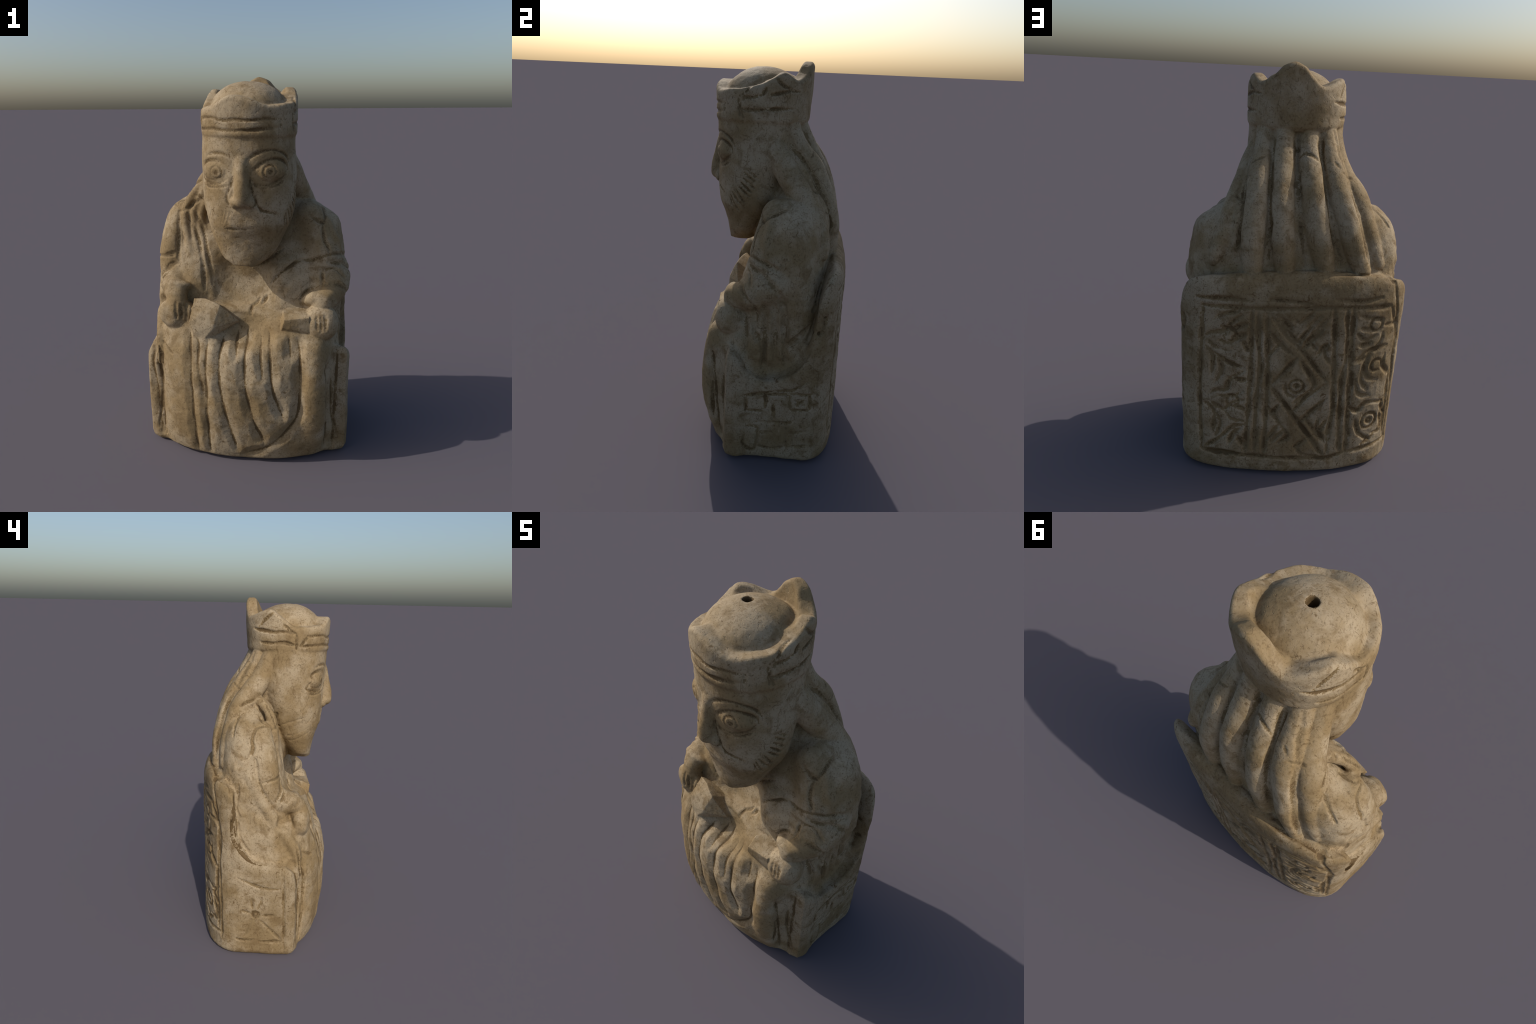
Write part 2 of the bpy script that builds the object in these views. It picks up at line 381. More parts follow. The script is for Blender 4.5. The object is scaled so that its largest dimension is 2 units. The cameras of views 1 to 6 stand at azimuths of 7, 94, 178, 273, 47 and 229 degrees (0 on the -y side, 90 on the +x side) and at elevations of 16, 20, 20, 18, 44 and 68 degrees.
carve([(-.174, -.236, 1.483), (-.113, -.291, 1.481), (-.058, -.318, 1.49)], .012, .01, .45)
carve([(-.025, -.328, 1.534), (-.04, -.318, 1.49), (-.06, -.312, 1.44), (-.051, -.315, 1.404), (-.028, -.327, 1.376)], .012, .01, .45)
carve([(.056, -.327, 1.534), (.056, -.323, 1.492), (.07, -.32, 1.449), (.082, -.32, 1.413), (.071, -.332, 1.397)], .012, .01, .45)
carve([(.085, -.32, 1.407), (.106, -.317, 1.376), (.141, -.303, 1.365), (.182, -.277, 1.351)], .012, .01, .45)
carve([(-.065, -.302, 1.277), (-.014, -.309, 1.278), (.062, -.315, 1.284)], .012, .01, .45)
# hatched beard
carve([(.254, -.158, 1.491), (.255, -.103, 1.446)], .009, .008, .45)
carve([(.253, -.169, 1.471), (.255, -.111, 1.425)], .009, .008, .45)
carve([(.253, -.179, 1.447), (.253, -.114, 1.395)], .009, .008, .45)
carve([(.247, -.189, 1.423), (.254, -.131, 1.375)], .009, .008, .45)
carve([(.245, -.196, 1.397), (.251, -.139, 1.353)], .009, .008, .45)
carve([(.239, -.217, 1.387), (.24, -.171, 1.322)], .009, .008, .45)
carve([(.224, -.236, 1.372), (.232, -.174, 1.288)], .009, .008, .45)
carve([(.217, -.246, 1.356), (.218, -.195, 1.264)], .009, .008, .45)
carve([(.214, -.251, 1.339), (.201, -.205, 1.231)], .009, .008, .45)
carve([(-.08, -.314, 1.369), (-.099, -.301, 1.3)], .009, .003, 0)
carve([(-.063, -.319, 1.367), (-.086, -.305, 1.295)], .009, .003, 0)
carve([(-.047, -.324, 1.365), (-.07, -.309, 1.29)], .009, .003, 0)
carve([(-.147, -.263, 1.355), (-.164, -.235, 1.31)], .009, .003, 0)
carve([(-.174, -.226, 1.354), (-.217, -.048, 1.285)], .009, .003, 0)
carve([(-.119, -.283, 1.289), (-.18, -.093, 1.163)], .009, .003, 0)
carve([(-.152, -.246, 1.287), (-.202, -.081, 1.201)], .009, .003, 0)
# folds of the mantle, cracks, fingers
carve([(-.338, -.055, 1.319), (-.296, -.068, 1.258), (-.267, -.076, 1.182), (-.241, -.1, 1.081), (-.229, -.117, .976), (-.224, -.135, .902)], .016, .013, .4)
carve([(-.302, -.041, 1.35), (-.26, -.065, 1.282), (-.231, -.075, 1.207), (-.206, -.099, 1.082), (-.19, -.102, .991), (-.183, -.116, .928)], .016, .013, .4)
carve([(-.372, -.031, 1.308), (-.376, -.05, 1.234), (-.373, -.056, 1.199), (-.379, -.066, 1.129), (-.377, -.076, 1.07), (-.362, -.094, 1.033)], .016, .013, .4)
carve([(-.372, -.031, 1.308), (-.338, -.055, 1.322), (-.25, -.041, 1.383)], .016, .013, .4)
carve([(.143, -.126, .949), (.184, -.133, 1.001), (.239, -.116, 1.045), (.29, -.102, 1.073)], .016, .013, .4)
carve([(.03, -.106, 1.03), (.112, -.106, 1.069), (.197, -.099, 1.135)], .016, .013, .4)
carve([(.295, -.16, .876), (.323, -.145, .914), (.384, -.156, .944), (.462, -.163, .955)], .016, .013, .4)
carve([(.399, -.126, 1.03), (.466, -.104, 1.031), (.519, -.095, .982)], .016, .013, .4)
carve([(.396, .048, 1.331), (.408, -.016, 1.296), (.398, -.066, 1.243), (.411, -.09, 1.179), (.435, -.097, 1.135), (.436, -.102, 1.101)], .016, .013, .4)
carve([(.335, -.064, 1.305), (.38, -.062, 1.27), (.409, -.047, 1.262)], .016, .013, .4)
carve([(.289, -.099, 1.078), (.352, -.106, 1.076), (.436, -.099, 1.106), (.521, .042, 1.069)], .016, .013, .4)
carve([(.405, -.128, 1.019), (.404, -.174, .945)], .016, .013, .4)
carve([(.037, -.191, .791), (.041, -.157, .821), (.079, -.125, .86)], .016, .013, .4)
carve([(.093, -.146, .838), (.118, -.134, .874)], .016, .013, .4)
carve([(.386, -.262, .817), (.389, -.272, .756)], .016, .013, .4)
carve([(.405, -.261, .82), (.408, -.272, .751)], .016, .013, .4)
carve([(.424, -.26, .818), (.425, -.27, .757)], .016, .013, .4)
carve([(-.355, -.248, .864), (-.352, -.263, .785)], .016, .013, .4)
carve([(-.33, -.246, .852), (-.328, -.254, .776)], .016, .013, .4)
carve([(-.308, -.227, .852), (-.303, -.249, .769)], .016, .013, .4)
carve([(-.448, -.073, 1.073), (-.397, -.077, 1.091)], .016, .013, .4)
carve([(-.441, -.089, .997), (-.416, -.086, 1.028), (-.378, -.089, 1.03)], .016, .013, .4)
carve([(.175, -.158, .925), (.23, -.149, .996), (.308, -.125, 1.039), (.387, -.124, 1.053)], .035, -.012, 0)
carve([(.126, -.127, .979), (.178, -.138, 1.038), (.256, -.116, 1.082)], .035, -.012, 0)
carve([(.216, -.171, .901), (.265, -.157, .958), (.343, -.14, .991), (.411, -.135, .997)], .035, -.012, 0)
carve([(.425, -.017, 1.297), (.461, -.035, 1.231), (.498, -.032, 1.143)], .035, -.012, 0)
def fold(p):
    carve(p, .044, .016, 0)
    carve(p, .012, .006, .45)


# folds of the robe: a broad valley with a narrow cut along its bottom
fold([(-.276, -.278, .722), (-.267, -.328, .549), (-.257, -.341, .336), (-.241, -.319, .028)])
fold([(-.239, -.294, .69), (-.226, -.307, .664), (-.227, -.335, .555), (-.203, -.356, .434), (-.19, -.359, .36)])
fold([(-.176, -.306, .675), (-.187, -.344, .562), (-.181, -.357, .402), (-.172, -.339, .049)])
fold([(-.103, -.247, .684), (-.113, -.356, .547), (-.095, -.369, .373), (-.025, -.357, .083)])
fold([(-.03, -.216, .707), (-.026, -.349, .614)])
fold([(.023, -.211, .72), (.021, -.342, .613), (.028, -.377, .444), (.072, -.377, .262), (.123, -.362, .134)])
fold([(.096, -.247, .702), (.102, -.338, .616), (.113, -.37, .512)])
fold([(.138, -.25, .722), (.15, -.334, .616), (.168, -.366, .447), (.221, -.36, .287)])
fold([(.245, -.29, .705), (.256, -.321, .616)])
fold([(.293, -.286, .69), (.304, -.321, .578), (.301, -.334, .336), (.258, -.344, .228), (.137, -.354, .103), (.012, -.346, .042)])
fold([(.495, -.207, .614), (.484, -.22, .045)])
fold([(-.507, -.169, .551), (-.49, -.206, .294), (-.479, -.216, .059)])
fold([(-.462, -.231, .574), (-.462, -.215, .301), (-.46, -.219, .072)])
fold([(.436, -.29, .57), (.44, -.24, .064)])
# fretwork on the left side of the throne
carve([(.553, -.12, .393), (.542, -.019, .41), (.542, .092, .437), (.545, .13, .44), (.544, .212, .503)], .014, .015, .5)
carve([(.539, 0., .41), (.542, .098, .415), (.545, .136, .424), (.546, .208, .423), (.543, .232, .426)], .014, .015, .5)
carve([(.547, -.099, .308), (.542, -.015, .304)], .014, .015, .5)
carve([(.546, .132, .328), (.543, .224, .335)], .014, .015, .5)
carve([(.543, -.052, .235), (.541, .106, .242), (.547, .145, .26)], .014, .015, .5)
carve([(.542, -.025, .175), (.541, .045, .176)], .014, .015, .5)
carve([(.545, .125, .181), (.543, .213, .202)], .014, .015, .5)
carve([(.543, -.032, .088), (.541, .049, .076), (.545, .104, .094)], .014, .015, .5)
carve([(.547, .134, .098), (.54, .224, .108)], .014, .015, .5)
carve([(.546, -.101, .39), (.548, -.098, .305)], .014, .015, .5)
carve([(.542, -.007, .408), (.541, .004, .375), (.543, -.001, .318)], .014, .015, .5)
carve([(.543, .124, .418), (.545, .129, .332)], .014, .015, .5)
carve([(.542, .223, .42), (.541, .228, .339)], .014, .015, .5)
carve([(.543, .042, .351), (.539, .047, .243)], .014, .015, .5)
carve([(.543, .117, .236), (.545, .114, .098)], .014, .015, .5)
carve([(.548, -.091, .209), (.54, -.034, .194), (.542, -.052, .066), (.55, -.108, .097), (.553, -.102, .167)], .014, .015, .5)
carve([(.547, .153, .388), (.546, .198, .362)], .014, .015, .5)
carve([(.546, .196, .391), (.548, .159, .358)], .014, .015, .5)
carve([(.467, -.228, .481), (.469, -.223, .291), (.518, -.217, .084)], .014, .015, .5)
carve([(.441, -.287, .39), (.441, -.286, .173)], .014, .015, .5)
# folds of the hanging cloak
carve([(.491, -.072, .737), (.481, -.029, .652), (.478, -.024, .529)], .022, .018, .4)
carve([(.538, -.026, .909), (.493, -.019, .709), (.478, -.024, .529)], .022, .018, .4)
carve([(.519, .02, .896), (.496, .031, .781), (.485, .036, .574)], .022, .018, .4)
carve([(.538, .047, .962), (.504, .072, .854), (.494, .078, .784), (.48, .089, .575)], .022, .018, .4)
carve([(.482, .092, .654), (.474, .193, .776)], .022, .018, .4)
carve([(.457, -.123, .816), (.485, -.109, .681), (.511, -.133, .591)], .022, .018, .4)
carve([(.436, -.118, 1.071), (.511, -.03, 1.029), (.538, .047, .962)], .022, .018, .4)
carve([(.449, -.158, .963), (.527, -.081, .892), (.491, -.072, .737)], .022, .018, .4)
carve([(.404, .238, .967), (.463, .248, .873), (.488, .243, .795), (.491, .214, .686)], .022, .018, .4)
# carved back of the throne
carve([(.424, .333, .936), (.434, .329, .738), (.441, .326, .436), (.434, .33, .132)], .019, .018, .5)
carve([(.434, .33, .123), (.226, .361, .114)], .019, .018, .5)
carve([(.2, .369, .922), (.198, .364, .547), (.209, .365, .234), (.216, .361, .115)], .019, .018, .5)
carve([(.172, .37, .923), (.163, .366, .755), (.152, .368, .626), (.165, .368, .436), (.165, .368, .238), (.168, .369, .123)], .019, .018, .5)
carve([(.129, .372, .912), (.115, .369, .591), (.116, .371, .362), (.12, .375, .121)], .019, .018, .5)
carve([(.431, .328, .745), (.395, .338, .787), (.319, .352, .812), (.288, .355, .856), (.245, .365, .897)], .019, .018, .5)
carve([(.369, .347, .863), (.332, .351, .894), (.264, .363, .916)], .019, .018, .5)
carve([(.368, .345, .685), (.335, .348, .607), (.367, .347, .515)], .019, .018, .5)
carve([(.368, .345, .685), (.303, .354, .641), (.232, .364, .621)], .019, .018, .5)
carve([(.4, .34, .448), (.367, .342, .477), (.314, .353, .49), (.295, .357, .547), (.225, .366, .607)], .019, .018, .5)
carve([(.393, .342, .41), (.319, .349, .371), (.284, .36, .325), (.224, .368, .317)], .019, .018, .5)
carve([(.319, .349, .371), (.28, .36, .419), (.221, .368, .442)], .019, .018, .5)
carve([(.365, .351, .355), (.338, .351, .292), (.364, .349, .208)], .019, .018, .5)
carve([(.413, .336, .138), (.344, .351, .202), (.277, .36, .277), (.214, .366, .296)], .019, .018, .5)
carve([(.295, .359, .169), (.276, .361, .237), (.23, .367, .283)], .019, .018, .5)
carve([(.407, .339, .752), (.369, .342, .719), (.298, .358, .702)], .019, .018, .5)
carve([(.236, .363, .757), (.209, .364, .709)], .019, .018, .5)
carve([(.413, .342, .717), (.38, .349, .665), (.386, .35, .562)], .019, .018, .5)
carve([(.274, .361, .776), (.23, .37, .797)], .019, .018, .5)
carve([(.287, .359, .817), (.219, .371, .854)], .019, .018, .5)
carve([(.276, .359, .556), (.217, .37, .551)], .019, .018, .5)
carve([(.419, .342, .401), (.372, .35, .354), (.378, .351, .234)], .019, .018, .5)
carve([(.273, .364, .407), (.219, .372, .383)], .019, .018, .5)
carve([(.248, .37, .213), (.22, .365, .168)], .019, .018, .5)
carve([(.349, .355, .756), (.292, .362, .747), (.249, .368, .788)], .019, .018, .5)
carve([(.346, .354, .451), (.28, .363, .453), (.235, .37, .489)], .019, .018, .5)
carve([(.455, .323, .964), (.311, .355, .974), (.197, .368, .969)], .019, .018, .5)
carve([(.117, .372, .982), (.01, .371, .978), (-.084, .371, .964)], .019, .018, .5)
carve([(-.184, .363, .989), (-.311, .337, .975), (-.406, .305, .987)], .019, .018, .5)
carve([(.434, .33, .928), (.223, .366, .934), (.115, .369, .936), (.008, .374, .943), (-.209, .357, .947), (-.46, .278, .931)], .019, .018, .5)
carve([(.114, .372, .908), (.057, .371, .834), (-.021, .371, .745), (-.077, .37, .683), (-.164, .365, .557)], .019, .018, .5)
carve([(.072, .374, .881), (-.016, .367, .766)], .019, .018, .5)
carve([(-.016, .367, .766), (-.116, .368, .907)], .019, .018, .5)
carve([(-.048, .373, .739), (-.097, .369, .793), (-.134, .367, .847)], .019, .018, .5)
carve([(-.017, .376, .684), (.095, .376, .538)], .019, .018, .5)
carve([(.094, .375, .526), (-.003, .368, .38), (-.1, .366, .241), (-.189, .358, .105)], .019, .018, .5)
carve([(-.042, .374, .668), (-.108, .367, .536), (-.021, .376, .438)], .019, .018, .5)
carve([(.031, .378, .538), (.017, .372, .485), (-.019, .373, .47)], .019, .018, .5)
carve([(.107, .368, .411), (.052, .373, .322), (.004, .37, .242), (.047, .375, .199)], .019, .018, .5)
carve([(.052, .372, .303), (.106, .37, .211)], .019, .018, .5)
carve([(-.003, .368, .372), (-.077, .369, .469), (-.166, .364, .536)], .019, .018, .5)
carve([(-.069, .373, .36), (-.185, .361, .195)], .019, .018, .5)
carve([(-.036, .371, .18), (-.077, .368, .124), (-.178, .357, .1)], .019, .018, .5)
carve([(-.144, .368, .342), (-.142, .362, .275), (-.185, .359, .202)], .019, .018, .5)
carve([(-.037, .37, .17), (-.093, .367, .224)], .019, .018, .5)
carve([(-.085, .367, .761), (-.108, .369, .731)], .019, .018, .5)
carve([(-.145, .367, .755), (-.153, .365, .699), (-.185, .36, .649)], .019, .018, .5)
carve([(-.002, .372, .883), (-.023, .369, .867), (-.081, .371, .923)], .019, .018, .5)
carve([(-.144, .373, .889), (-.057, .373, .763)], .019, .018, .5)
carve([(.045, .374, .46), (-.058, .369, .305), (-.132, .367, .198)], .019, .018, .5)
carve([(-.178, .368, .463), (-.117, .375, .398), (-.043, .373, .307)], .019, .018, .5)
carve([(.084, .382, .203), (.028, .375, .271)], .019, .018, .5)
carve([(.117, .37, .816), (.052, .377, .746), (.002, .379, .702)], .019, .018, .5)
carve([(.115, .372, .693), (.06, .378, .761)], .019, .018, .5)
carve([(-.161, .37, .765), (-.117, .374, .703)], .019, .018, .5)
carve([(.091, .373, .364), (.057, .381, .422)], .019, .018, .5)
carve([(-.189, .367, .334), (-.15, .359, .264)], .019, .018, .5)
carve([(.016, .377, .839), (.06, .378, .891)], .019, .018, .5)
carve([(.435, .331, .114), (.215, .362, .11), (.117, .372, .108), (-.186, .356, .099), (-.301, .334, .121), (-.523, .215, .134)], .019, .018, .5)
carve([(-.18, .361, .939), (-.197, .358, .706), (-.203, .356, .556), (-.213, .356, .402), (-.202, .357, .241), (-.204, .359, .126)], .019, .018, .5)
carve([(-.241, .352, .93), (-.26, .346, .701), (-.244, .348, .552), (-.258, .348, .236), (-.267, .347, .135)], .019, .018, .5)
carve([(-.269, .342, .941), (-.281, .341, .655), (-.289, .337, .469), (-.301, .333, .124)], .019, .018, .5)
carve([(-.468, .28, .919), (-.513, .225, .761), (-.506, .232, .612), (-.495, .245, .454), (-.513, .239, .157)], .019, .018, .5)
carve([(-.295, .338, .646), (-.361, .322, .676), (-.424, .291, .75), (-.431, .294, .795)], .019, .018, .5)
carve([(-.301, .337, .653), (-.365, .316, .702), (-.463, .277, .721)], .019, .018, .5)
carve([(-.337, .326, .376), (-.391, .31, .407), (-.479, .257, .388)], .019, .018, .5)
carve([(-.346, .326, .618), (-.347, .326, .542), (-.381, .316, .49)], .019, .018, .5)
carve([(-.507, .235, .423), (-.472, .265, .369), (-.501, .234, .298)], .019, .018, .5)
carve([(-.286, .336, .607), (-.303, .337, .501)], .019, .018, .5)
carve([(-.293, .336, .398), (-.337, .325, .372), (-.364, .321, .381)], .019, .018, .5)
carve([(-.297, .338, .279), (-.316, .337, .22)], .019, .018, .5)
carve([(-.389, .312, .152), (-.448, .279, .187), (-.497, .253, .236)], .019, .018, .5)
carve([(-.309, .339, .899), (-.351, .321, .885), (-.422, .298, .869)], .019, .018, .5)
carve([(-.44, .29, .837), (-.5, .234, .825)], .019, .018, .5)
carve([(-.322, .334, .834), (-.379, .313, .818)], .019, .018, .5)
carve([(-.369, .315, .672), (-.354, .322, .616), (-.374, .314, .558), (-.427, .296, .533)], .019, .018, .5)
carve([(-.305, .345, .804), (-.349, .332, .769), (-.402, .314, .79)], .019, .018, .5)
carve([(-.461, .282, .671), (-.454, .286, .612), (-.498, .246, .542)], .019, .018, .5)
carve([(-.317, .342, .551), (-.34, .335, .47), (-.399, .314, .45)], .019, .018, .5)
carve([(-.475, .275, .327), (-.494, .252, .209), (-.444, .29, .204)], .019, .018, .5)
carve([(-.341, .338, .312), (-.364, .329, .232), (-.427, .29, .169)], .019, .018, .5)
carve([(-.324, .339, .743), (-.378, .322, .75)], .019, .018, .5)
# right side of the throne and robe hem
carve([(-.554, .127, .505), (-.552, .065, .478), (-.551, .021, .459), (-.549, -.046, .445), (-.548, -.119, .444)], .014, .013, .45)
carve([(-.555, .132, .113), (-.552, .075, .106), (-.554, .029, .114)], .014, .013, .45)
carve([(-.553, .002, .102), (-.551, -.123, .106)], .014, .013, .45)
carve([(-.55, -.124, .528), (-.55, -.133, .354), (-.547, -.141, .119), (-.547, -.144, .03)], .014, .013, .45)
carve([(-.552, -.02, .273), (-.553, -.08, .277)], .014, .013, .45)
carve([(-.554, .04, .322), (-.553, .049, .38)], .014, .013, .45)
carve([(-.555, .01, .316), (-.552, -.011, .382)], .014, .013, .45)
carve([(-.555, -.006, .239), (-.551, -.122, .121)], .014, .013, .45)
carve([(-.553, .046, .244), (-.555, .082, .138)], .014, .013, .45)
carve([(-.551, .055, .285), (-.553, .099, .301)], .014, .013, .45)
carve([(-.479, -.215, .633), (-.442, -.242, .465), (-.442, -.238, .292), (-.453, -.232, .058)], .014, .013, .45)
carve([(-.482, -.191, .682), (-.487, -.213, .572), (-.462, -.214, .39), (-.494, -.215, .086)], .014, .013, .45)
carve([(-.453, .255, 1.048), (-.501, .243, .875), (-.505, .228, .641), (-.519, .223, .401), (-.528, .219, .102)], .014, .013, .45)
carve([(-.492, .134, 1.036), (-.488, .14, .928), (-.497, .15, .878), (-.493, .146, .838), (-.49, .131, .766), (-.496, .138, .729), (-.492, .109, .689), (-.496, .1, .642), (-.505, .077, .608)], .014, .013, .45)
carve([(-.482, .045, 1.176), (-.49, .028, 1.069), (-.496, -.002, .99), (-.472, -.06, .899), (-.449, -.099, .806)], .014, .013, .45)
carve([(-.496, -0., 1.05), (-.396, -.082, 1.079)], .014, .013, .45)
carve([(-.478, -.06, .925), (-.401, -.091, 1.02)], .014, .013, .45)
carve([(-.467, -.095, .93), (-.427, -.114, .984)], .014, .013, .45)
carve([(-.436, -.22, .624), (-.38, -.279, .586)], .014, .013, .45)
carve([(-.459, .194, 1.052), (-.54, .174, .992)], .014, .013, .45)
# right shoulder
carve([(-.388, -.013, 1.336), (-.418, .044, 1.328), (-.456, .067, 1.27), (-.467, .059, 1.233), (-.486, .083, 1.177)], .014, .011, .45)
carve([(-.261, .029, 1.464), (-.281, .02, 1.399), (-.369, .021, 1.357), (-.381, -.019, 1.334)], .014, .011, .45)
carve([(-.288, .007, 1.442), (-.328, -.029, 1.383), (-.343, -.051, 1.327)], .014, .011, .45)
carve([(-.301, -.027, 1.418), (-.14, -.06, 1.331), (-.157, -.079, 1.299)], .014, .011, .45)
carve([(-.318, .145, 1.43), (-.299, .107, 1.448), (-.262, .036, 1.464)], .014, .011, .45)
carve([(-.329, .141, 1.399), (-.376, .159, 1.348), (-.427, .167, 1.286)], .014, .011, .45)
# nicks in the hair
carve([(.259, .163, 1.459), (.265, .2, 1.399)], .012, .01, .5)
carve([(.298, .167, 1.411), (.265, .205, 1.39)], .012, .01, .5)
carve([(.012, .146, 1.586), (-.019, .161, 1.613), (-.083, .171, 1.578)], .012, .01, .5)
carve([(-.095, .099, 1.68), (-.098, .125, 1.617), (-.109, .176, 1.54)], .012, .01, .5)
carve([(-.15, .171, 1.581), (-.17, .182, 1.56)], .012, .01, .5)
carve([(-.184, .192, 1.539), (-.234, .15, 1.506)], .012, .01, .5)
carve([(.222, .154, 1.561), (.169, .158, 1.59)], .012, .01, .5)
# iris and pupil of each eye
for eye, out in (((.146, -.318, 1.56), (.4, -1, 0)), ((-.113, -.303, 1.553), (-.35, -1, 0))):
    ring(eye, out, .031, .009, .005, .4)
    ring(eye, out, .016, .008, .003, 0)
    ring(eye, out, .006, .009, .007, .7)
# break and pit at the top corner of the throne
carve([(-.45, .257, 1.063), (-.457, .262, 1.06), (-.462, .262, 1.055)], .02, .02, .8)
carve([(-.52, .2, 1.03), (-.47, .24, 1.06), (-.40, .27, 1.07), (-.30, .30, 1.08), (-.18, .325, 1.085)], .012, .008, .5)
# round bosses on the throne
ring((-.026, .379, .532), (0, 1, 0), .036, .013, .010)
ring((-.026, .379, .532), (0, 1, 0), .008, .013, .010)
ring((.30, .365, .79), (0, 1, 0), .034, .013, .008)
ring((.28, .365, .43), (0, 1, 0), .03, .013, .008)
ring((-.392, .312, .846), (-.5, 1, 0), .032, .013, .010)
ring((-.417, .301, .620), (-.6, 1, 0), .032, .013, .010)
ring((-.411, .302, .296), (-.6, 1, 0), .045, .014, .011)
ring((-.411, .302, .296), (-.6, 1, 0), .012, .014, .011)
ring((-.561, .024, .280), (-1, 0, 0), .018, .012, .008)


# ------------------------------------------------------------------ hand-worked unevenness
D += .0035 * soft_noise(.13, 1) + .0018 * soft_noise(.05, 2) + .0008 * soft_noise(.018, 3)


# ------------------------------------------------------------------ skin the solid (surface nets)
def skin():
    inside = D < 0
    count = np.zeros((NX - 1, NY - 1, NZ - 1), np.uint8)
    for i in (0, 1):
        for j in (0, 1):
            for k in (0, 1):
                count += inside[i:NX - 1 + i, j:NY - 1 + j, k:NZ - 1 + k]
    cells = np.argwhere((count > 0) & (count < 8))
    number = np.full(count.shape, -1, np.int32)
    number[tuple(cells.T)] = np.arange(len(cells))
    corner = np.array([[i, j, k] for i in (0, 1) for j in (0, 1) for k in (0, 1)])
    val = np.stack([D[tuple((cells + c).T)] for c in corner], 1)
    total, n = np.zeros((len(cells), 3)), np.zeros(len(cells))
    for a in range(8):
        for b in range(a + 1, 8):
            if np.abs(corner[a] - corner[b]).sum() == 1:
                va, vb = val[:, a], val[:, b]
                m = (va < 0) != (vb < 0)
                t = np.where(m, va / np.where(m, va - vb, 1), 0)
                total += np.where(m[:, None], corner[a] + t[:, None] * (corner[b] - corner[a]), 0)
                n += m
    verts = LO + H * (cells + total / n[:, None])
    faces = []
    for ax in range(3):
        u, v = [(1, 2), (2, 0), (0, 1)][ax]
        lo, hi = [slice(None)] * 3, [slice(None)] * 3
        lo[ax], hi[ax] = slice(None, -1), slice(1, None)
        a, b = inside[tuple(lo)], inside[tuple(hi)]
        for flip, m in ((False, a & ~b), (True, ~a & b)):
            e = np.argwhere(m)
            e = e[(e[:, u] > 0) & (e[:, v] > 0) & (e[:, u] < count.shape[u]) & (e[:, v] < count.shape[v])]
            q = []
            for du, dv in ((-1, -1), (0, -1), (0, 0), (-1, 0)):
                c = e.copy()
                c[:, u] += du
                c[:, v] += dv
                q.append(number[tuple(c.T)])
            q = np.stack(q, 1)
            faces.append(q[:, ::-1] if flip else q)
    faces = np.concatenate(faces)
    near = tuple(np.clip(np.round((verts - LO) / H).astype(int), 0, [NX - 1, NY - 1, NZ - 1]).T)
    return verts, faces, PART[near], STAIN_SHADE[near]


verts, faces, vpart, vstain_shade = skin()
verts[:, 2] = np.maximum(verts[:, 2], 0)

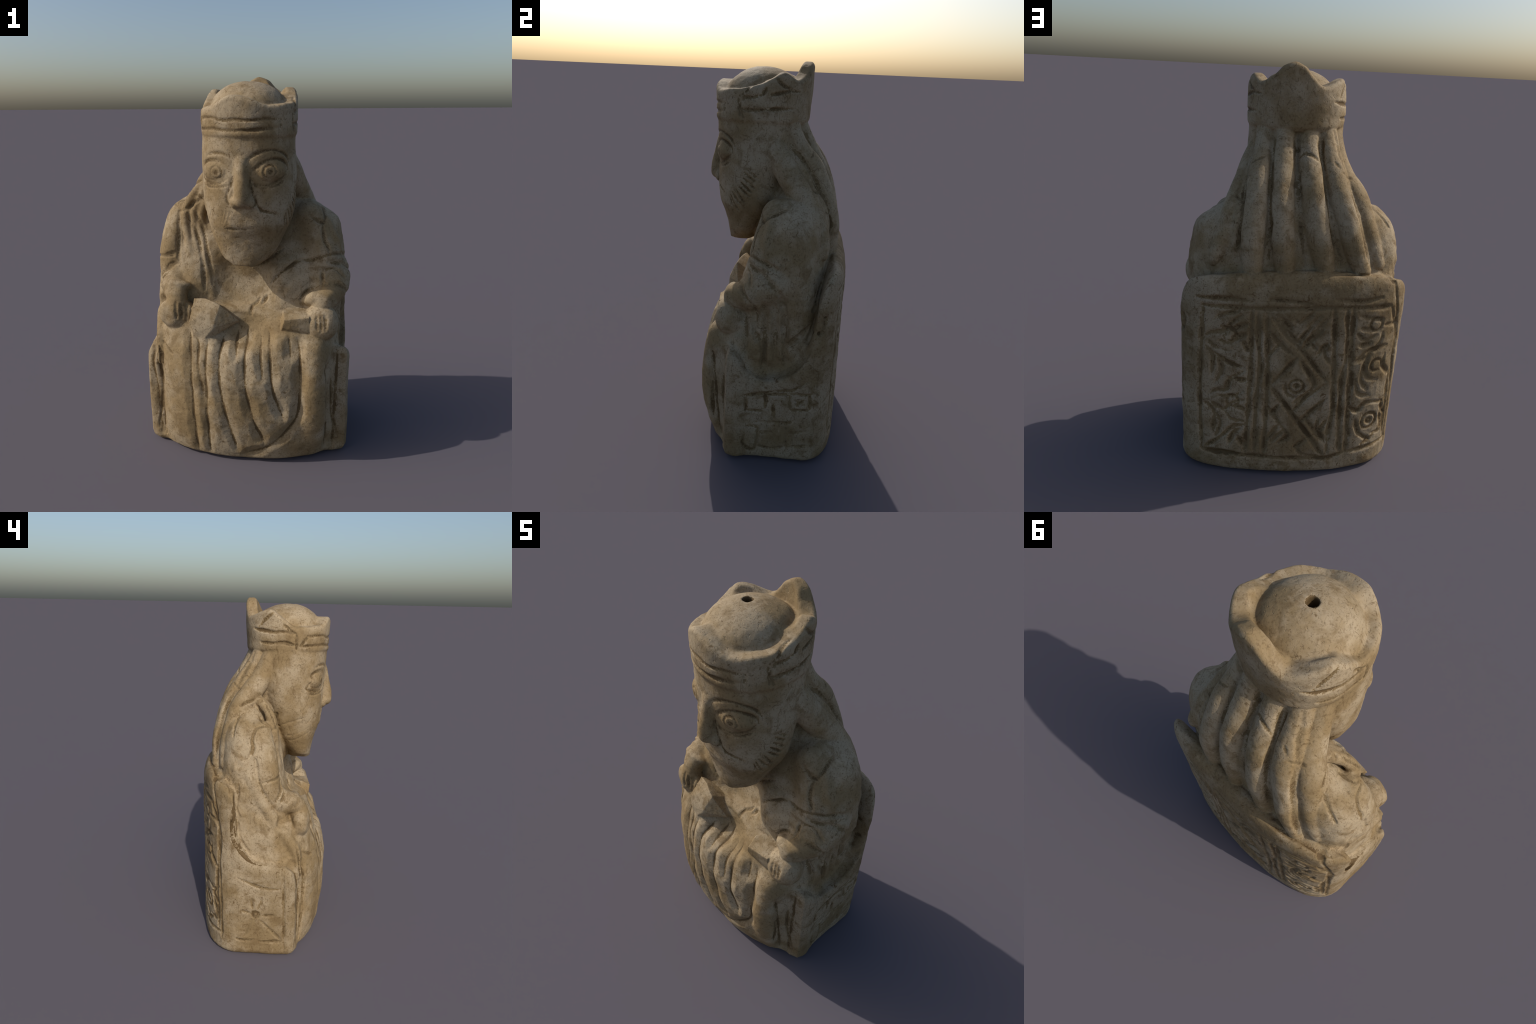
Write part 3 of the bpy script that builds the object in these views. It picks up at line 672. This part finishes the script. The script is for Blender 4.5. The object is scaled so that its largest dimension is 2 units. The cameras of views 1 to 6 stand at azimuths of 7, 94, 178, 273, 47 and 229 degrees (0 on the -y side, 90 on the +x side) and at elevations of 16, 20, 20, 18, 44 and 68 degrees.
# ------------------------------------------------------------------ materials
def ivory(name, pale, honey, brown, dirt=.5, rough=.75):
    """Old walrus ivory: pale and honey patches, brown stains, thin grain streaks, dark pits."""
    m = bpy.data.materials.new(name)
    m.use_nodes = True
    t = m.node_tree
    b = t.nodes["Principled BSDF"]
    co = t.nodes.new("ShaderNodeTexCoord").outputs["Object"]

    def noise(scale, detail=4, rough=.55, stretch=None, warp=0):
        n = t.nodes.new("ShaderNodeTexNoise")
        n.inputs["Scale"].default_value, n.inputs["Detail"].default_value = scale, detail
        n.inputs["Roughness"].default_value, n.inputs["Distortion"].default_value = rough, warp
        src = co
        if stretch:
            mp = t.nodes.new("ShaderNodeMapping")
            mp.inputs["Scale"].default_value = stretch
            t.links.new(co, mp.inputs["Vector"])
            src = mp.outputs["Vector"]
        t.links.new(src, n.inputs["Vector"])
        return n.outputs["Fac"]

    def band(v, lo, hi, top=1.0):
        r = t.nodes.new("ShaderNodeMapRange")
        r.interpolation_type = "SMOOTHSTEP"
        for k, x in zip(("From Min", "From Max", "To Min", "To Max"), (lo, hi, 0, top)):
            r.inputs[k].default_value = x
        t.links.new(v, r.inputs["Value"])
        return r.outputs["Result"]

    def mix(a, c, fac):
        x = t.nodes.new("ShaderNodeMix")
        x.data_type = "RGBA"
        t.links.new(fac, x.inputs["Factor"])
        for sock, val in ((x.inputs[6], a), (x.inputs[7], c)):
            if isinstance(val, tuple):
                sock.default_value = (*val, 1)
            else:
                t.links.new(val, sock)
        return x.outputs[2]

    col = mix(pale, honey, band(noise(4.5, 5, .6), .38, .62))
    col = mix(col, tuple(.55 * h + .45 * w for h, w in zip(honey, brown)), band(noise(13, 6, .65, warp=.6), .50, .68, dirt))
    col = mix(col, brown, band(noise(34, 5, .7, warp=1.2), .57, .70, dirt * 1.1))
    col = mix(col, brown, band(noise(30, 4, .6, (2.2, 2.2, .45), 1.5), .58, .70, dirt * .7))
    col = mix(col, brown, band(noise(110, 4, .7), .50, .72, dirt * .8))
    col = mix(col, tuple(.45 * w for w in brown), band(noise(75, 3, .6, warp=.5), .66, .74, .5))
    col = mix(col, tuple(min(1, 1.25 * p) for p in pale), band(noise(9, 4, .6, (1, 1.3, .8)), .60, .75, .5))
    warp = t.nodes.new("ShaderNodeMix")
    warp.data_type = "VECTOR"
    warp.inputs["Factor"].default_value = .12
    n3 = t.nodes.new("ShaderNodeTexNoise")
    n3.inputs["Scale"].default_value, n3.inputs["Detail"].default_value = 9, 4
    t.links.new(co, n3.inputs["Vector"])
    t.links.new(co, warp.inputs[4])
    t.links.new(n3.outputs["Color"], warp.inputs[5])
    vor = t.nodes.new("ShaderNodeTexVoronoi")
    vor.feature = "DISTANCE_TO_EDGE"
    vor.inputs["Scale"].default_value = 8
    t.links.new(warp.outputs[1], vor.inputs["Vector"])
    crack = t.nodes.new("ShaderNodeMath")
    crack.operation = "MULTIPLY"
    t.links.new(band(vor.outputs["Distance"], .016, .002), crack.inputs[0])
    t.links.new(band(noise(7, 3), .52, .64, .5), crack.inputs[1])
    col = mix(col, tuple(.8 * w for w in brown), crack.outputs[0])
    t.links.new(col, b.inputs["Base Color"])
    b.inputs["Roughness"].default_value = rough
    b.inputs["Specular IOR Level"].default_value = .2
    bump = t.nodes.new("ShaderNodeBump")
    bump.inputs["Strength"].default_value, bump.inputs["Distance"].default_value = .45, .004
    add = t.nodes.new("ShaderNodeMath")
    t.links.new(noise(45, 5, .65, warp=.8), add.inputs[0])
    t.links.new(band(noise(75, 2, .5), .63, .72, -.6), add.inputs[1])
    t.links.new(add.outputs[0], bump.inputs["Height"])
    t.links.new(bump.outputs["Normal"], b.inputs["Normal"])
    return m


PALE, HONEY, BROWN = (.365, .287, .184), (.25, .176, .088), (.115, .068, .027)
clean = ivory("aged_ivory", PALE, HONEY, BROWN, .75)
grimy = ivory("grimy_ivory", tuple(.9 * c for c in PALE), tuple(.88 * c for c in HONEY), BROWN, .95)
dusty_shade = ivory("dust_and_shade_beside_cut_lines", tuple(.85 * c for c in HONEY), tuple(.7 * c for c in HONEY), BROWN, .8, .7)  # dust tint that also carries the soft shade along the cuts
stained_shade = ivory("dirt_and_shade_in_cut_lines", tuple(.28 * h + .5 * w for h, w in zip(HONEY, BROWN)), tuple(.18 * h + .55 * w for h, w in zip(HONEY, BROWN)), tuple(.7 * c for c in BROWN), .7, .75)  # brown dirt, darkened further so groove shade is in the colour

# ------------------------------------------------------------------ separate into parts
root = bpy.data.objects.new("seated_king_figurine", None)
bpy.context.scene.collection.objects.link(root)
root["label"] = "small carved ivory king seated on an ornate throne"
root["category"] = "chess piece"

v0, v1, v2, v3 = (verts[faces[:, i]] for i in range(4))
fn = np.cross(v2 - v0, v3 - v1)
vn = np.zeros_like(verts)
for i in range(4):
    np.add.at(vn, faces[:, i], fn)
vn /= np.maximum(np.linalg.norm(vn, axis=1, keepdims=True), 1e-12)
fpart = np.max(vpart[faces], axis=1)
fstain_shade = np.sort(vstain_shade[faces], axis=1)[:, 2]
name_of = {v: k for k, v in PID.items()}
for pid in np.unique(fpart):
    f = faces[fpart == pid]
    used, idx = np.unique(f, return_inverse=True)
    name = "hair_lock" if pid in LOCKS else name_of[pid]
    me = bpy.data.meshes.new(name)
    me.from_pydata(verts[used].tolist(), [], idx.reshape(f.shape).tolist())
    me.materials.append(grimy if name == "throne" else clean)
    me.materials.append(dusty_shade)
    me.materials.append(stained_shade)
    me.polygons.foreach_set("material_index", fstain_shade[fpart == pid].astype(np.int32))
    me.polygons.foreach_set("use_smooth", np.ones(len(f), bool))
    me.normals_split_custom_set_from_vertices(vn[used].tolist())
    ob = bpy.data.objects.new(name, me)
    bpy.context.scene.collection.objects.link(ob)
    ob.parent = root
